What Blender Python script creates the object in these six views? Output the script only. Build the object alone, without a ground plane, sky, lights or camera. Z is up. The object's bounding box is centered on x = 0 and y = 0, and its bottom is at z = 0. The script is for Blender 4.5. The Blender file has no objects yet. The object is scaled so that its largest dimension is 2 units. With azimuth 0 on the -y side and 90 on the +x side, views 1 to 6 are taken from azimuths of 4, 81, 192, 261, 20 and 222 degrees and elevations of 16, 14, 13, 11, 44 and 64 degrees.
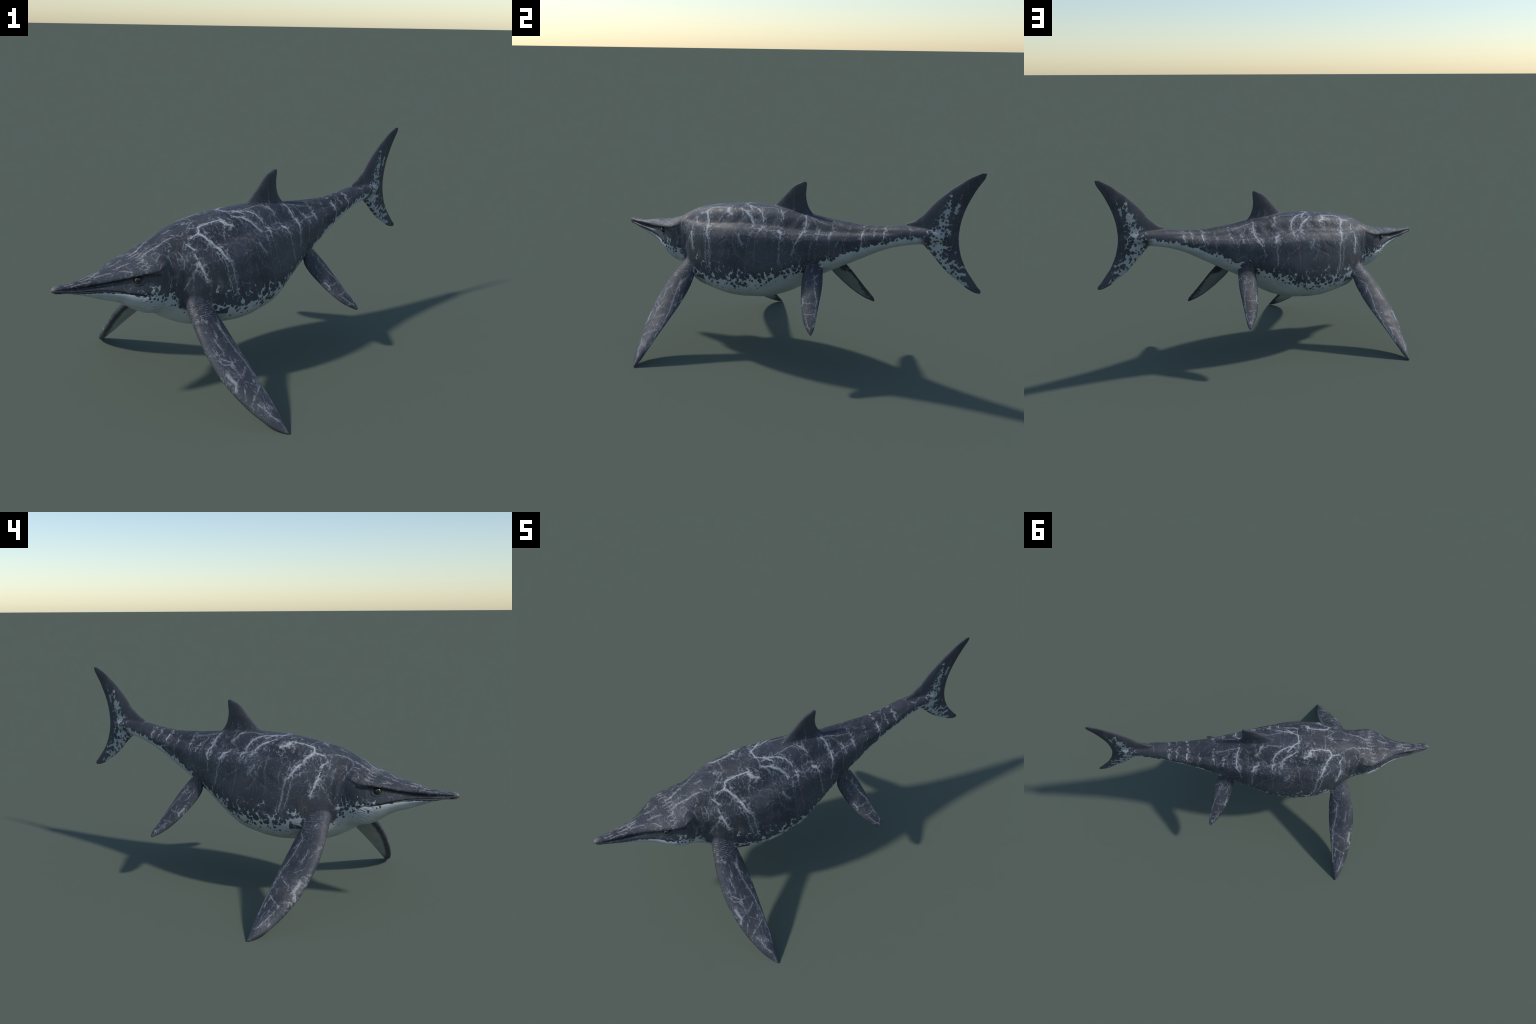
"""Procedural model of a large marine reptile (dark, white-bellied, long-snouted) in a swimming pose.

Animal frame (also the Object coordinates of every part): x runs from snout (-) to tail (+),
y is sideways (the animal is mirror symmetric in y), z is up.  A parent empty turns that frame
into the scene frame.
"""
import math
import bpy
import numpy as np
from mathutils import Vector, noise as mnoise

YAW = math.radians(47.0)          # heading of the body axis
SIDE_SHIFT = 0.031                # the symmetry plane misses the origin by this much
VOXEL = 0.0031

rng = np.random.default_rng(7)


# ----------------------------------------------------------------------------- small helpers
def hermite(xs, ys, q):
    """Smooth interpolation through control points."""
    xs, ys, q = np.asarray(xs, float), np.asarray(ys, float), np.asarray(q, float)
    m = np.gradient(ys, xs)
    i = np.clip(np.searchsorted(xs, q) - 1, 0, len(xs) - 2)
    h = xs[i + 1] - xs[i]
    t = np.clip((q - xs[i]) / h, 0, 1)
    return ((2 * t**3 - 3 * t**2 + 1) * ys[i] + (t**3 - 2 * t**2 + t) * h * m[i]
            + (-2 * t**3 + 3 * t**2) * ys[i + 1] + (t**3 - t**2) * h * m[i + 1])


def smoothstep(a, b, x):
    t = np.clip((np.asarray(x, float) - a) / (b - a), 0, 1)
    return t * t * (3 - 2 * t)


def bezier(points, u):
    P, n = np.asarray(points, float), len(points) - 1
    u = np.atleast_1d(u)
    return sum(math.comb(n, i) * (u**i * (1 - u)**(n - i))[:, None] * P[i] for i in range(n + 1))


def bezier_out(points, u):
    """Bezier that runs on straight for u < 0."""
    u = np.atleast_1d(np.asarray(u, float))
    inside = bezier(points, np.clip(u, 0, 1))
    P = np.asarray(points, float)
    tangent = (len(points) - 1) * (P[1] - P[0])
    return inside + np.minimum(u, 0)[:, None] * tangent


# ----------------------------------------------------------------------------- body profile
# station: top, bottom, half width, height share of the widest level, roundness exponent
BODY = {
    -1.33: (.732, .700, .015, .90, 2.25), -1.25: (.733, .688, .033, .90, 2.3),
    -1.15: (.739, .652, .053, .90, 2.35), -1.05: (.760, .611, .070, .90, 2.4),
    -0.97: (.768, .583, .104, .86, 2.4), -0.90: (.787, .540, .150, .78, 2.4),
    -0.83: (.803, .499, .178, .70, 2.37), -0.75: (.846, .474, .180, .60, 2.35),
    -0.66: (.890, .418, .184, .47, 2.34), -0.56: (.916, .373, .245, .36, 2.3),
    -0.44: (.941, .357, .281, .31, 2.24), -0.30: (.962, .339, .298, .31, 2.16),
    -0.15: (.972, .344, .300, .33, 2.08), 0.00: (.975, .371, .279, .335, 2.03),
    0.15: (.962, .440, .233, .375, 1.98), 0.30: (.944, .542, .182, .37, 1.98),
    0.45: (.931, .625, .136, .34, 2.03), 0.60: (.926, .705, .103, .35, 2.12),
    0.75: (.936, .783, .080, .36, 2.2), 0.90: (.960, .840, .064, .38, 2.2),
    1.00: (.968, .862, .054, .44, 2.1), 1.10: (.967, .882, .041, .5, 2.0), 1.19: (.950, .905, .018, .5, 2.0),
}
ST = np.array(list(BODY))
TOP, BOT, WID, LEV, EXPO = np.array(list(BODY.values())).T

# head lines: brow edge and mouth line, station: (brow y, brow z, mouth y, mouth z)
HEAD = {
    -1.33: (.011, .722, .011, .711), -1.31: (.021, .723, .022, .707), -1.25: (.030, .719, .039, .697),
    -1.20: (.036, .716, .050, .691), -1.13: (.046, .713, .062, .683), -1.07: (.060, .714, .072, .675),
    -1.02: (.081, .721, .085, .664), -0.967: (.110, .732, .105, .651), -0.914: (.141, .743, .135, .638),
    -0.852: (.168, .749, .158, .626), -0.778: (.186, .745, .172, .612), -0.70: (.182, .74, .182, .60),
}
HT = np.array(list(HEAD))
BRY, BRZ, MOY, MOZ = np.array(list(HEAD.values())).T

# dorsolateral furrow: station -> height
GROOVE_T = [-0.76, -0.70, -0.59, -0.44, -0.20, 0.0, 0.20, 0.40, 0.60, 0.75, 0.95]
GROOVE_Z = [.80, .822, .832, .842, .872, .877, .871, .874, .887, .905, .922]


HOLLOWS = (-.525, -.385, -.315, -.20, -.07, .04, .16, .24, .336, .45)
SHELF_T, SHELF_DROP = [-.7, -.4, 0, .2, .5, .8], [.06, .085, .075, .065, .050, .035]


def section_body(t, s):
    """Half section of the trunk at station t; s goes 0 (back) to 1 (belly)."""
    top, bot, w, lev, p = (float(hermite(ST, c, t)) for c in (TOP, BOT, WID, LEV, EXPO))
    zm = bot + lev * (top - bot)
    phi = math.pi * (.5 - s)
    c, sn = np.abs(np.cos(phi)), np.sin(phi)
    # the back is drawn in beside the fin and at the shoulder; the rear flank is fuller below
    p_up = p - .32 * math.exp(-((t - .22) / .22) ** 2) - .22 * math.exp(-((t + .06) / .15) ** 2)
    p_lo = p - .10 * math.exp(-((t - .16) / .14) ** 2) + .12 * math.exp(-((t + .2) / .15) ** 2)
    p = np.where(sn > 0, p_up, p_lo)
    h = np.where(sn > 0, top - zm, zm - bot)
    y = w * c ** (2 / p)
    z = zm + h * np.sign(sn) * np.abs(sn) ** (2 / p)
    # furrow with a scalloped row of dents above it and a soft shelf below it
    on = float(smoothstep(-.76, -.58, t) * (1 - smoothstep(.72, .95, t)))
    if on > 0:
        zg = float(np.interp(t, GROOVE_T, GROOVE_Z))
        small = float(np.clip(w / .2, .35, 1))
        # furrow, irregular hollows above it, and a sloping shelf below it that ends in a blunt edge
        hollow = max(math.exp(-((t - c) / .032) ** 2) for c in HOLLOWS)
        drop = float(np.interp(t, SHELF_T, SHELF_DROP))
        d = -.013 * np.exp(-((z - zg - .004) / (.020 * small + .004)) ** 2)
        d += -(.005 + .004 * hollow) * np.exp(-((z - zg - .032 * small) / (.022 * small)) ** 2)
        edge = zg - drop
        rise = np.clip((zg - z) / drop, 0, 1)
        fall = np.clip((z - (edge - .10 * small)) / (.10 * small), 0, 1)
        d += (.005 + .007 * float(smoothstep(-.55, -.15, t))) * np.where(z > edge, rise, fall * fall * (3 - 2 * fall)) * (z < zg)
        d += .006 * np.exp(-((z - zg - .075 * small) / (.022 * small)) ** 2)
        d *= on * (y > .01) * small
        zc = (top + bot) / 2
        r = np.hypot(y, z - zc) + 1e-6
        y, z = y + d * y / r, z + d * (z - zc) / r
    return y, z


SEG = [6, 8, 10, 5, 5, 9, 14, 5, 4, 10, 10, 10, 10]      # samples per stretch of the head section


def section_head(t):
    top, bot = float(hermite(ST, TOP, t)), float(hermite(ST, BOT, t))
    yb, zb, ym, zm = (float(hermite(HT, c, t)) for c in (BRY, BRZ, MOY, MOZ))
    eye = math.exp(-((t + .905) / .055) ** 2)
    ins = .29 * min(yb, .050) + .004 * eye
    jaw = float(smoothstep(-1.31, -1.15, t))
    lip = .003 + .0035 * jaw
    pts = [(0, top), (.42 * yb, top - .06 * (top - zb)), (.78 * yb, zb + .58 * (top - zb)),
           (.97 * yb, zb + .012 * jaw + .001), (yb, zb), (.97 * yb - .50 * ins, zb - .005),
           (yb - ins, zb - .014 * jaw - .003), (.5 * (yb - ins) + .5 * ym, .45 * zb + .55 * zm),
           (ym, zm + lip), (ym - lip * 1.5, zm - .001), (ym - .002, zm - lip * 1.6),
           (.92 * ym, .55 * zm + .45 * bot), (.62 * ym, .14 * zm + .86 * bot), (0, bot)]
    pts = np.array(pts)
    pts = pts[:len(SEG) + 1]
    mir = pts[[1]] * [-1, 1], pts[[-2]] * [-1, 1]
    ext = np.vstack([mir[0], pts, mir[1]])
    out = []
    for i, k in enumerate(SEG):
        p0, p1, p2, p3 = ext[i:i + 4]
        u = np.linspace(0, 1, k, endpoint=False)[:, None]
        d = np.linalg.norm(p2 - p1)
        m1 = (p2 - p0) / (np.linalg.norm(p2 - p1) + np.linalg.norm(p1 - p0) + 1e-9) * d
        m2 = (p3 - p1) / (np.linalg.norm(p3 - p2) + np.linalg.norm(p2 - p1) + 1e-9) * d
        out.append((2 * u**3 - 3 * u**2 + 1) * p1 + (u**3 - 2 * u**2 + u) * m1 + (-2 * u**3 + 3 * u**2) * p2 + (u**3 - u**2) * m2)
    out = np.vstack(out + [pts[-1:]])
    return out[:, 0], out[:, 1]


def add_loft(verts, faces, rings):
    """Closed tube through rings (each an (n,3) loop), ends capped by fans."""
    base, n = len(verts), len(rings[0])
    for r in rings:
        verts.extend(map(tuple, r))
    for i in range(len(rings) - 1):
        for j in range(n):
            a, b = base + i * n + j, base + i * n + (j + 1) % n
            faces.append((a, b, b + n, a + n))
    for i, flip in ((0, True), (len(rings) - 1, False)):
        c = len(verts)
        verts.append(tuple(np.mean(rings[i], axis=0)))
        for j in range(n):
            a, b = base + i * n + j, base + i * n + (j + 1) % n
            faces.append((b, a, c) if flip else (a, b, c))


def trunk(verts, faces):
    n = sum(SEG)
    s = np.linspace(0, 1, n + 1)
    rings = []
    stations = np.concatenate([-1.331 + .02 * np.linspace(0, 1, 8) ** 2, np.arange(-1.306, 1.19, .0065)])
    for t in stations:
        yb, zb = section_body(t, s)
        k = float(smoothstep(-.86, -.70, t))
        if k < 1:
            yh, zh = section_head(t)
            # trunk samples taken where the head samples sit, measured by angle round the section
            top, bot = float(hermite(ST, TOP, t)), float(hermite(ST, BOT, t))
            ang = np.arctan2((zh - (top + bot) / 2) / (top - bot), yh / (2 * max(yh.max(), 1e-4)))
            sb = np.maximum.accumulate(np.clip(.5 - ang / math.pi, 0, 1))
            sb = .5 * sb + .5 * s
            yb, zb = section_body(t, sb)
            yb, zb = yh + k * (yb - yh), zh + k * (zb - zh)
        if t < -1.311:
            f = math.sqrt(max(0, 1 - ((-1.311 - t) / .0205) ** 2))
            zc = .715
            yb, zb = yb * f, zc + (zb - zc) * f
        right = np.stack([np.full_like(yb, t), yb, zb], 1)
        left = right[1:-1][::-1] * [1, -1, 1]
        rings.append(np.vstack([right, left]))
    add_loft(verts, faces, rings)


# ----------------------------------------------------------------------------- fins
def foil(c):
    """Half thickness of a fin section, 0..1, over the chord share c."""
    c = np.clip(c, 0, 1)
    return np.clip(1.50 * np.sqrt(c) * (1 - c) ** .75, 0, None)


CH = np.concatenate([.5 - .5 * np.cos(np.linspace(0, math.pi, 29))])


def fin_ring(lead, trail, up, half, edge, camber=0.0):
    """Ring of a fin section from leading to trailing point with thickness along 'up'."""
    th = np.maximum(foil(CH) * half, edge * np.sqrt(np.clip(1 - (2 * CH - 1) ** 8, 0, 1)))
    mid = lead + CH[:, None] * (trail - lead)
    a = mid + th[:, None] * up * (1 + camber)
    b = (mid - th[:, None] * up * (1 - camber))[1:-1][::-1]
    return np.vstack([a, b])


# z -> leading x, trailing x, half thickness
TAIL_FIN = {
    .622: (1.366, 1.390, .004), .635: (1.328, 1.394, .006), .665: (1.276, 1.368, .009), .697: (1.219, 1.341, .012),
    .739: (1.160, 1.307, .015), .784: (1.112, 1.281, .018), .820: (1.076, 1.263, .020), .855: (1.035, 1.252, .022),
    .890: (.990, 1.244, .023), .935: (.930, 1.239, .024), .970: (.912, 1.240, .024), 1.008: (.972, 1.244, .023),
    1.056: (1.026, 1.253, .021), 1.100: (1.061, 1.266, .019), 1.150: (1.106, 1.286, .017), 1.205: (1.170, 1.313, .014),
    1.255: (1.239, 1.343, .011), 1.299: (1.305, 1.371, .008), 1.323: (1.356, 1.375, .004),
}
DORSAL_FIN = {
    .915: (-.10, .30, .036), .950: (-.075, .265, .034), .985: (-.030, .230, .030), 1.030: (.020, .208, .025), 1.080: (.068, .201, .020),
    1.117: (.106, .203, .015), 1.141: (.144, .204, .011), 1.153: (.174, .201, .007), 1.158: (.184, .196, .004),
}


def flat_fin(verts, faces, table, step, edge=.005, grow=.003):
    zs = np.array(list(table))
    le, tr, th = np.array(list(table.values())).T
    rings = []
    for z in np.append(np.arange(zs[0], zs[-1], step), zs[-1]):
        l, t, h = (float(hermite(zs, c, z)) for c in (le, tr, th))
        h *= 1.18
        l, t = l - grow, t + grow            # the weld rounds edges off by about this much
        rings.append(fin_ring(np.array([l, 0, z]), np.array([t, 0, z]), np.array([0, 1., 0]), h, edge))
    add_loft(verts, faces, rings)


FLIPPERS = {
    "front_flipper": dict(
        lead=[(-.653, .212, .509), (-.724, .452, .345), (-.712, .495, .208), (-.621, .784, .009), (-.524, .872, -.001)],
        trail=[(-.510, .251, .513), (-.460, .398, .321), (-.503, .569, .258), (-.490, .716, .119), (-.519, .866, .001)],
        half=([-.3, 0, .15, .4, .7, .9, 1], [.062, .058, .053, .048, .039, .025, .009]), root=-.22, cut=.10),
    "hind_flipper": dict(
        lead=[(.299, .164, .608), (.276, .158, .561), (.356, .301, .442), (.397, .359, .348), (.510, .428, .303)],
        trail=[(.412, .125, .650), (.494, .224, .531), (.468, .306, .426), (.541, .400, .351), (.518, .423, .306)],
        half=([-.3, 0, .15, .4, .7, .9, 1], [.042, .038, .033, .028, .021, .014, .007]), root=-.5, cut=.10),
}


def flipper_frame(f, u):
    L, T = bezier_out(f["lead"], u), bezier_out(f["trail"], u)
    mid = .5 * (L + T)
    u2 = np.asarray(u) + .01
    run = .5 * (bezier_out(f["lead"], np.minimum(u2, 1)) + bezier_out(f["trail"], np.minimum(u2, 1))) - mid
    run[-1] = run[-2]
    up = np.cross(run, T - L)
    up /= np.linalg.norm(up, axis=1)[:, None] + 1e-12
    up *= np.sign(up[:, 2:3])
    for i in range(len(up) - 3, len(up)):
        up[i] = up[len(up) - 4]
    return L, T, up


def flipper(verts, faces, f, side):
    u = np.concatenate([np.linspace(f["root"], .9, 90), .9 + .1 * np.sin(np.linspace(.08, 1, 14) * math.pi / 2)])
    L, T, up = flipper_frame(f, u)
    half = np.interp(u, *f["half"])
    rings = []
    for i in range(len(u)):
        r = fin_ring(L[i], T[i], up[i], half[i], .005, .22) * [1, side, 1]
        rings.append(r)
    add_loft(verts, faces, rings)


# ----------------------------------------------------------------------------- one welded body
verts, faces = [], []
trunk(verts, faces)
flat_fin(verts, faces, TAIL_FIN, .009)
flat_fin(verts, faces, DORSAL_FIN, .006)
for f in FLIPPERS.values():
    for side in (1, -1):
        flipper(verts, faces, f, side)

raw = bpy.data.meshes.new("raw_body")
raw.from_pydata(verts, [], faces)
raw.validate()
import bmesh
bm = bmesh.new()
bm.from_mesh(raw)
bmesh.ops.recalc_face_normals(bm, faces=bm.faces)
bm.to_mesh(raw)
bm.free()
raw_ob = bpy.data.objects.new("raw_body", raw)
bpy.context.scene.collection.objects.link(raw_ob)
md = raw_ob.modifiers.new("weld", "REMESH")
md.mode = "VOXEL"
md.voxel_size = VOXEL
md.adaptivity = 0.0
dg = bpy.context.evaluated_depsgraph_get()
solid = bpy.data.meshes.new_from_object(raw_ob.evaluated_get(dg))
bpy.data.objects.remove(raw_ob)
bpy.data.meshes.remove(raw)

nv = len(solid.vertices)
P = np.empty(nv * 3)
solid.vertices.foreach_get("co", P)
P = P.reshape(-1, 3)
E2 = np.empty(len(solid.edges) * 2, int)
solid.edges.foreach_get("vertices", E2)
E2 = E2.reshape(-1, 2)
polys = np.array([tuple(p.vertices) for p in solid.polygons], int)      # voxel remesh gives quads only
deg = np.bincount(E2.ravel(), minlength=nv).astype(float)


def neighbour_mean(Q):
    out = np.zeros_like(Q)
    for k in range(Q.shape[1]):
        out[:, k] = np.bincount(E2[:, 0], Q[E2[:, 1], k], nv) + np.bincount(E2[:, 1], Q[E2[:, 0], k], nv)
    return out / deg[:, None]


def smooth(Q, times, weight=1.0, lam=.5, mu=-.52):
    for _ in range(times):
        for f in (lam, mu):
            Q = Q + f * np.asarray(weight).reshape(-1, 1) * (neighbour_mean(Q) - Q)
    return Q


def vertex_normals(Q):
    a, b, c, d = (Q[polys[:, i]] for i in range(4))
    fn = np.cross(c - a, d - b)
    N = np.zeros_like(Q)
    for k in range(3):
        for i in range(4):
            N[:, k] += np.bincount(polys[:, i], fn[:, k], nv)
    return N / (np.linalg.norm(N, axis=1)[:, None] + 1e-12)


P = smooth(P, 6)
# fillets where fins and flippers leave the trunk
A = np.abs(P[:, 1])
fillet = np.zeros(nv)
for (cx, cy, cz, r) in ((-.59, .235, .52, .11), (.355, .155, .625, .075)):
    d = np.sqrt((P[:, 0] - cx) ** 2 + (A - cy) ** 2 + (P[:, 2] - cz) ** 2)
    fillet = np.maximum(fillet, 1 - smoothstep(.5 * r, r, d))
top_here = hermite(ST, TOP, P[:, 0])
fillet = np.maximum(fillet, np.exp(-((P[:, 2] - top_here) / .022) ** 2) * smoothstep(-.09, -.04, P[:, 0]) * (1 - smoothstep(.26, .31, P[:, 0])) * (A < .09))
fillet = np.maximum(fillet, .9 * smoothstep(.90, .96, P[:, 0]) * (1 - smoothstep(1.14, 1.2, P[:, 0])))
fillet = np.maximum(fillet, smoothstep(1.0, 1.08, P[:, 0]) * (1 - smoothstep(1.17, 1.22, P[:, 0])) * (1 - smoothstep(.04, .08, np.abs(P[:, 2] - .93))))
for _ in range(30):
    P = P + .5 * fillet[:, None] * (neighbour_mean(P) - P)

# ----------------------------------------------------------------------------- relief on the skin
N = vertex_normals(P)
A = np.abs(P[:, 1])
M = np.stack([P[:, 0], A, P[:, 2]], 1)


def vnoise(Q, scale, seed):
    off = Vector((seed * 3.17, seed * 1.31, seed * 2.23))
    return np.array([mnoise.noise(Vector(q) * scale + off) for q in Q])


disp = np.zeros(nv)
# soft unevenness of the flesh
disp += .0016 * vnoise(M * [1, 1, .6], 14, 1)
# arm-root rings
for nm, (wave, amp, reach, start) in {"front_flipper": (.013, .0008, .05, .03), "hind_flipper": (.014, .0009, .05, .0)}.items():
    f = FLIPPERS[nm]
    c0 = .5 * (np.array(f["lead"][0]) + np.array(f["trail"][0]))
    c1 = .5 * (np.array(f["lead"][2]) + np.array(f["trail"][2]))
    ax = (c1 - c0) / np.linalg.norm(c1 - c0)
    rel = M - c0
    along = rel @ ax
    off = np.linalg.norm(rel - along[:, None] * ax, axis=1)
    near = np.exp(-((along - start) / reach) ** 2) * (1 - smoothstep(.09, .16, off))
    idx = near > .02
    wob = np.zeros(nv)
    wob[idx] = vnoise(M[idx], 22, 4)
    disp += near * amp * np.sin(2 * math.pi * (along / wave + 1.6 * wob)) * smoothstep(-.25, .35, wob + .25 * np.sin(M[:, 0] * 130))
# throat and cheek folds
ct = np.sqrt(((M[:, 0] + .905) / 1.0) ** 2 + ((M[:, 2] - .69) / .8) ** 2)
near = smoothstep(-.92, -.86, M[:, 0]) * (1 - smoothstep(-.74, -.68, M[:, 0])) * (1 - smoothstep(.60, .64, M[:, 2])) * smoothstep(.06, .12, A)
idx = near > .02
wob = np.zeros(nv)
wob[idx] = vnoise(M[idx], 18, 6)
disp += near * .0013 * np.sin(2 * math.pi * (ct / .019 + 2.4 * wob)) * smoothstep(-.3, .4, wob)
# fold that runs from the neck down to the flipper
fx = -.70 + .10 * (.80 - M[:, 2])
disp += .005 * np.exp(-((M[:, 0] - fx - .02) / .02) ** 2) * smoothstep(.56, .64, M[:, 2]) * (1 - smoothstep(.74, .80, M[:, 2])) * (A > .1)
disp -= .006 * np.exp(-((M[:, 0] - fx + .022) / .024) ** 2) * smoothstep(.54, .62, M[:, 2]) * (1 - smoothstep(.76, .82, M[:, 2])) * (A > .1)
# slanting skin folds on the flank
for (x0, z0, x1, z1, dep) in ((-.30, .735, -.245, .775, .0014), (-.255, .700, -.185, .735, .0014)):
    a, b = np.array([x0, z0]), np.array([x1, z1])
    q = M[:, [0, 2]]
    h = np.clip((q - a) @ (b - a) / ((b - a) @ (b - a)), 0, 1)
    d = np.linalg.norm(q - a - h[:, None] * (b - a), axis=1)
    disp -= dep * np.exp(-(d / .009) ** 2) * (A > .1)
# crease that continues the gape below the cheek
for path in ([(-.96, .648), (-.92, .630), (-.884, .619), (-.858, .626), (-.845, .640)], [(-.875, .640), (-.85, .632), (-.835, .640)]):
    for a, b in zip(path, path[1:]):
        a, b = np.array(a), np.array(b)
        q = M[:, [0, 2]]
        h = np.clip((q - a) @ (b - a) / ((b - a) @ (b - a)), 0, 1)
        d = np.linalg.norm(q - a - h[:, None] * (b - a), axis=1)
        disp -= .0022 * np.exp(-(d / .0042) ** 2) * (A > .05)
# eye socket ring and lids
EYE = np.array([-.905, .136, .7165])
de = np.linalg.norm((M - EYE) * [1, .6, 1.05], axis=1)
disp += .0030 * np.exp(-((de - .028) / .0045) ** 2) - .008 * np.exp(-(de / .019) ** 2) - .0014 * np.exp(-((de - .038) / .005) ** 2)
# nostril slit
dn = np.linalg.norm((M - [-1.02, .079, .704]) * [.35, 1, 1], axis=1)
disp -= .002 * np.exp(-(dn / .005) ** 2)
P = P + disp[:, None] * N
P[:, 2] = np.maximum(P[:, 2], 0.0005)
N = vertex_normals(P)

# ----------------------------------------------------------------------------- split by region
C = P[polys].mean(axis=1)
CA = np.abs(C[:, 1])
region = np.full(len(polys), "torso", dtype=object)
region[C[:, 0] > .43 + .25 * (.80 - C[:, 2])] = "tail"
neck = -.745 - .25 * (.66 - C[:, 2])
region[C[:, 0] < neck] = "head"
mouth = hermite(HT, MOZ, C[:, 0])
region[(C[:, 0] < -.87) & (C[:, 2] < mouth)] = "lower_jaw"
lead_low = np.interp(C[:, 0], [.93, .99, 1.05], [.80, .865, .90])
region[(C[:, 0] > 1.03) | ((C[:, 0] > .93) & (C[:, 2] > .972 + .9 * (1.0 - C[:, 0]).clip(0)))] = "tail_fin"
region[(C[:, 2] > hermite(ST, TOP, C[:, 0]) + .006) & (C[:, 0] > -.06) & (C[:, 0] < .30) & (CA < .06)] = "dorsal_fin"
for nm, f in FLIPPERS.items():
    c0 = .5 * (np.array(f["lead"][0]) + np.array(f["trail"][0]))
    c1 = .5 * (np.array(f["lead"][2]) + np.array(f["trail"][2]))
    ax = (c1 - c0) / np.linalg.norm(c1 - c0)
    CM = np.stack([C[:, 0], CA, C[:, 2]], 1)
    rel = CM - c0
    along = rel @ ax
    off = np.linalg.norm(rel - along[:, None] * ax, axis=1)
    reach = (.14 if nm == "front_flipper" else .072) + .6 * np.clip(along, 0, 1)
    hit = (along > (.035 if nm == "front_flipper" else -.012)) & (off < reach)
    if nm == "front_flipper":
        hit &= CA > .20
    else:
        hit &= (CA > .10) & (C[:, 0] > .2) & (C[:, 0] < .6)
    for side in (1, -1):
        region[hit & (np.sign(C[:, 1]) == side)] = nm + (":+" if side > 0 else ":-")

# ----------------------------------------------------------------------------- materials
class Net:
    """Tiny wrapper to write shader maths as expressions."""

    def __init__(self, name):
        self.mat = bpy.data.materials.new(name)
        self.mat.use_nodes = True
        self.nt = self.mat.node_tree
        self.nt.nodes.clear()

    def node(self, kind, **props):
        n = self.nt.nodes.new(kind)
        for k, v in props.items():
            setattr(n, k, v)
        return n

    def put(self, sock, v):
        if isinstance(v, bpy.types.NodeSocket):
            self.nt.links.new(v, sock)
        else:
            sock.default_value = v

    def math(self, op, a, b=None, c=None, clamp=False):
        n = self.node("ShaderNodeMath", operation=op, use_clamp=clamp)
        for i, v in enumerate((a, b, c)):
            if v is not None:
                self.put(n.inputs[i], v)
        return n.outputs[0]

    def add(self, a, b): return self.math("ADD", a, b)
    def sub(self, a, b): return self.math("SUBTRACT", a, b)
    def mul(self, a, b): return self.math("MULTIPLY", a, b)
    def mx(self, a, b): return self.math("MAXIMUM", a, b)
    def mn(self, a, b): return self.math("MINIMUM", a, b)
    def inv(self, a): return self.math("SUBTRACT", 1.0, a, clamp=True)

    def vmath(self, op, a, b=None, out=0):
        n = self.node("ShaderNodeVectorMath", operation=op)
        self.put(n.inputs[0], a)
        if b is not None:
            self.put(n.inputs["Scale"] if op == "SCALE" else n.inputs[1], b)
        return n.outputs[out]

    def ramp(self, x, lo, hi, a=0.0, b=1.0, smooth=True):
        n = self.node("ShaderNodeMapRange", clamp=True, interpolation_type="SMOOTHSTEP" if smooth else "LINEAR")
        for i, v in enumerate((x, lo, hi, a, b)):
            self.put(n.inputs[i], v)
        return n.outputs[0]

    def noise(self, vec, scale, detail=3.0, rough=.55, color=False):
        n = self.node("ShaderNodeTexNoise")
        self.put(n.inputs["Vector"], vec)
        n.inputs["Scale"].default_value = scale
        n.inputs["Detail"].default_value = detail
        n.inputs["Roughness"].default_value = rough
        return n.outputs["Color" if color else "Fac"]

    def voronoi(self, vec, scale, feature="F1", rand=1.0, out="Distance"):
        n = self.node("ShaderNodeTexVoronoi", feature=feature)
        self.put(n.inputs["Vector"], vec)
        n.inputs["Scale"].default_value = scale
        n.inputs["Randomness"].default_value = rand
        return n.outputs[out]

    def mix(self, f, a, b):
        n = self.node("ShaderNodeMix", data_type="RGBA")
        self.put(n.inputs[0], f)
        self.put(n.inputs[6], a)
        self.put(n.inputs[7], b)
        return n.outputs[2]

    def curve(self, x, xs, ys, lo, hi, zlo, zhi):
        """Profile curve y(x) by a Float Curve node."""
        n = self.node("ShaderNodeFloatCurve")
        c = n.mapping.curves[0]
        pts = [((a - lo) / (hi - lo), (b - zlo) / (zhi - zlo)) for a, b in zip(xs, ys)]
        c.points[0].location, c.points[1].location = pts[0], pts[-1]
        for p in pts[1:-1]:
            c.points.new(*p)
        n.mapping.update()
        self.put(n.inputs["Value"], self.ramp(x, lo, hi, smooth=False))
        return self.add(self.mul(n.outputs[0], zhi - zlo), zlo)

    def scaled(self, vec, s):
        return self.vmath("MULTIPLY", vec, s)


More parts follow.
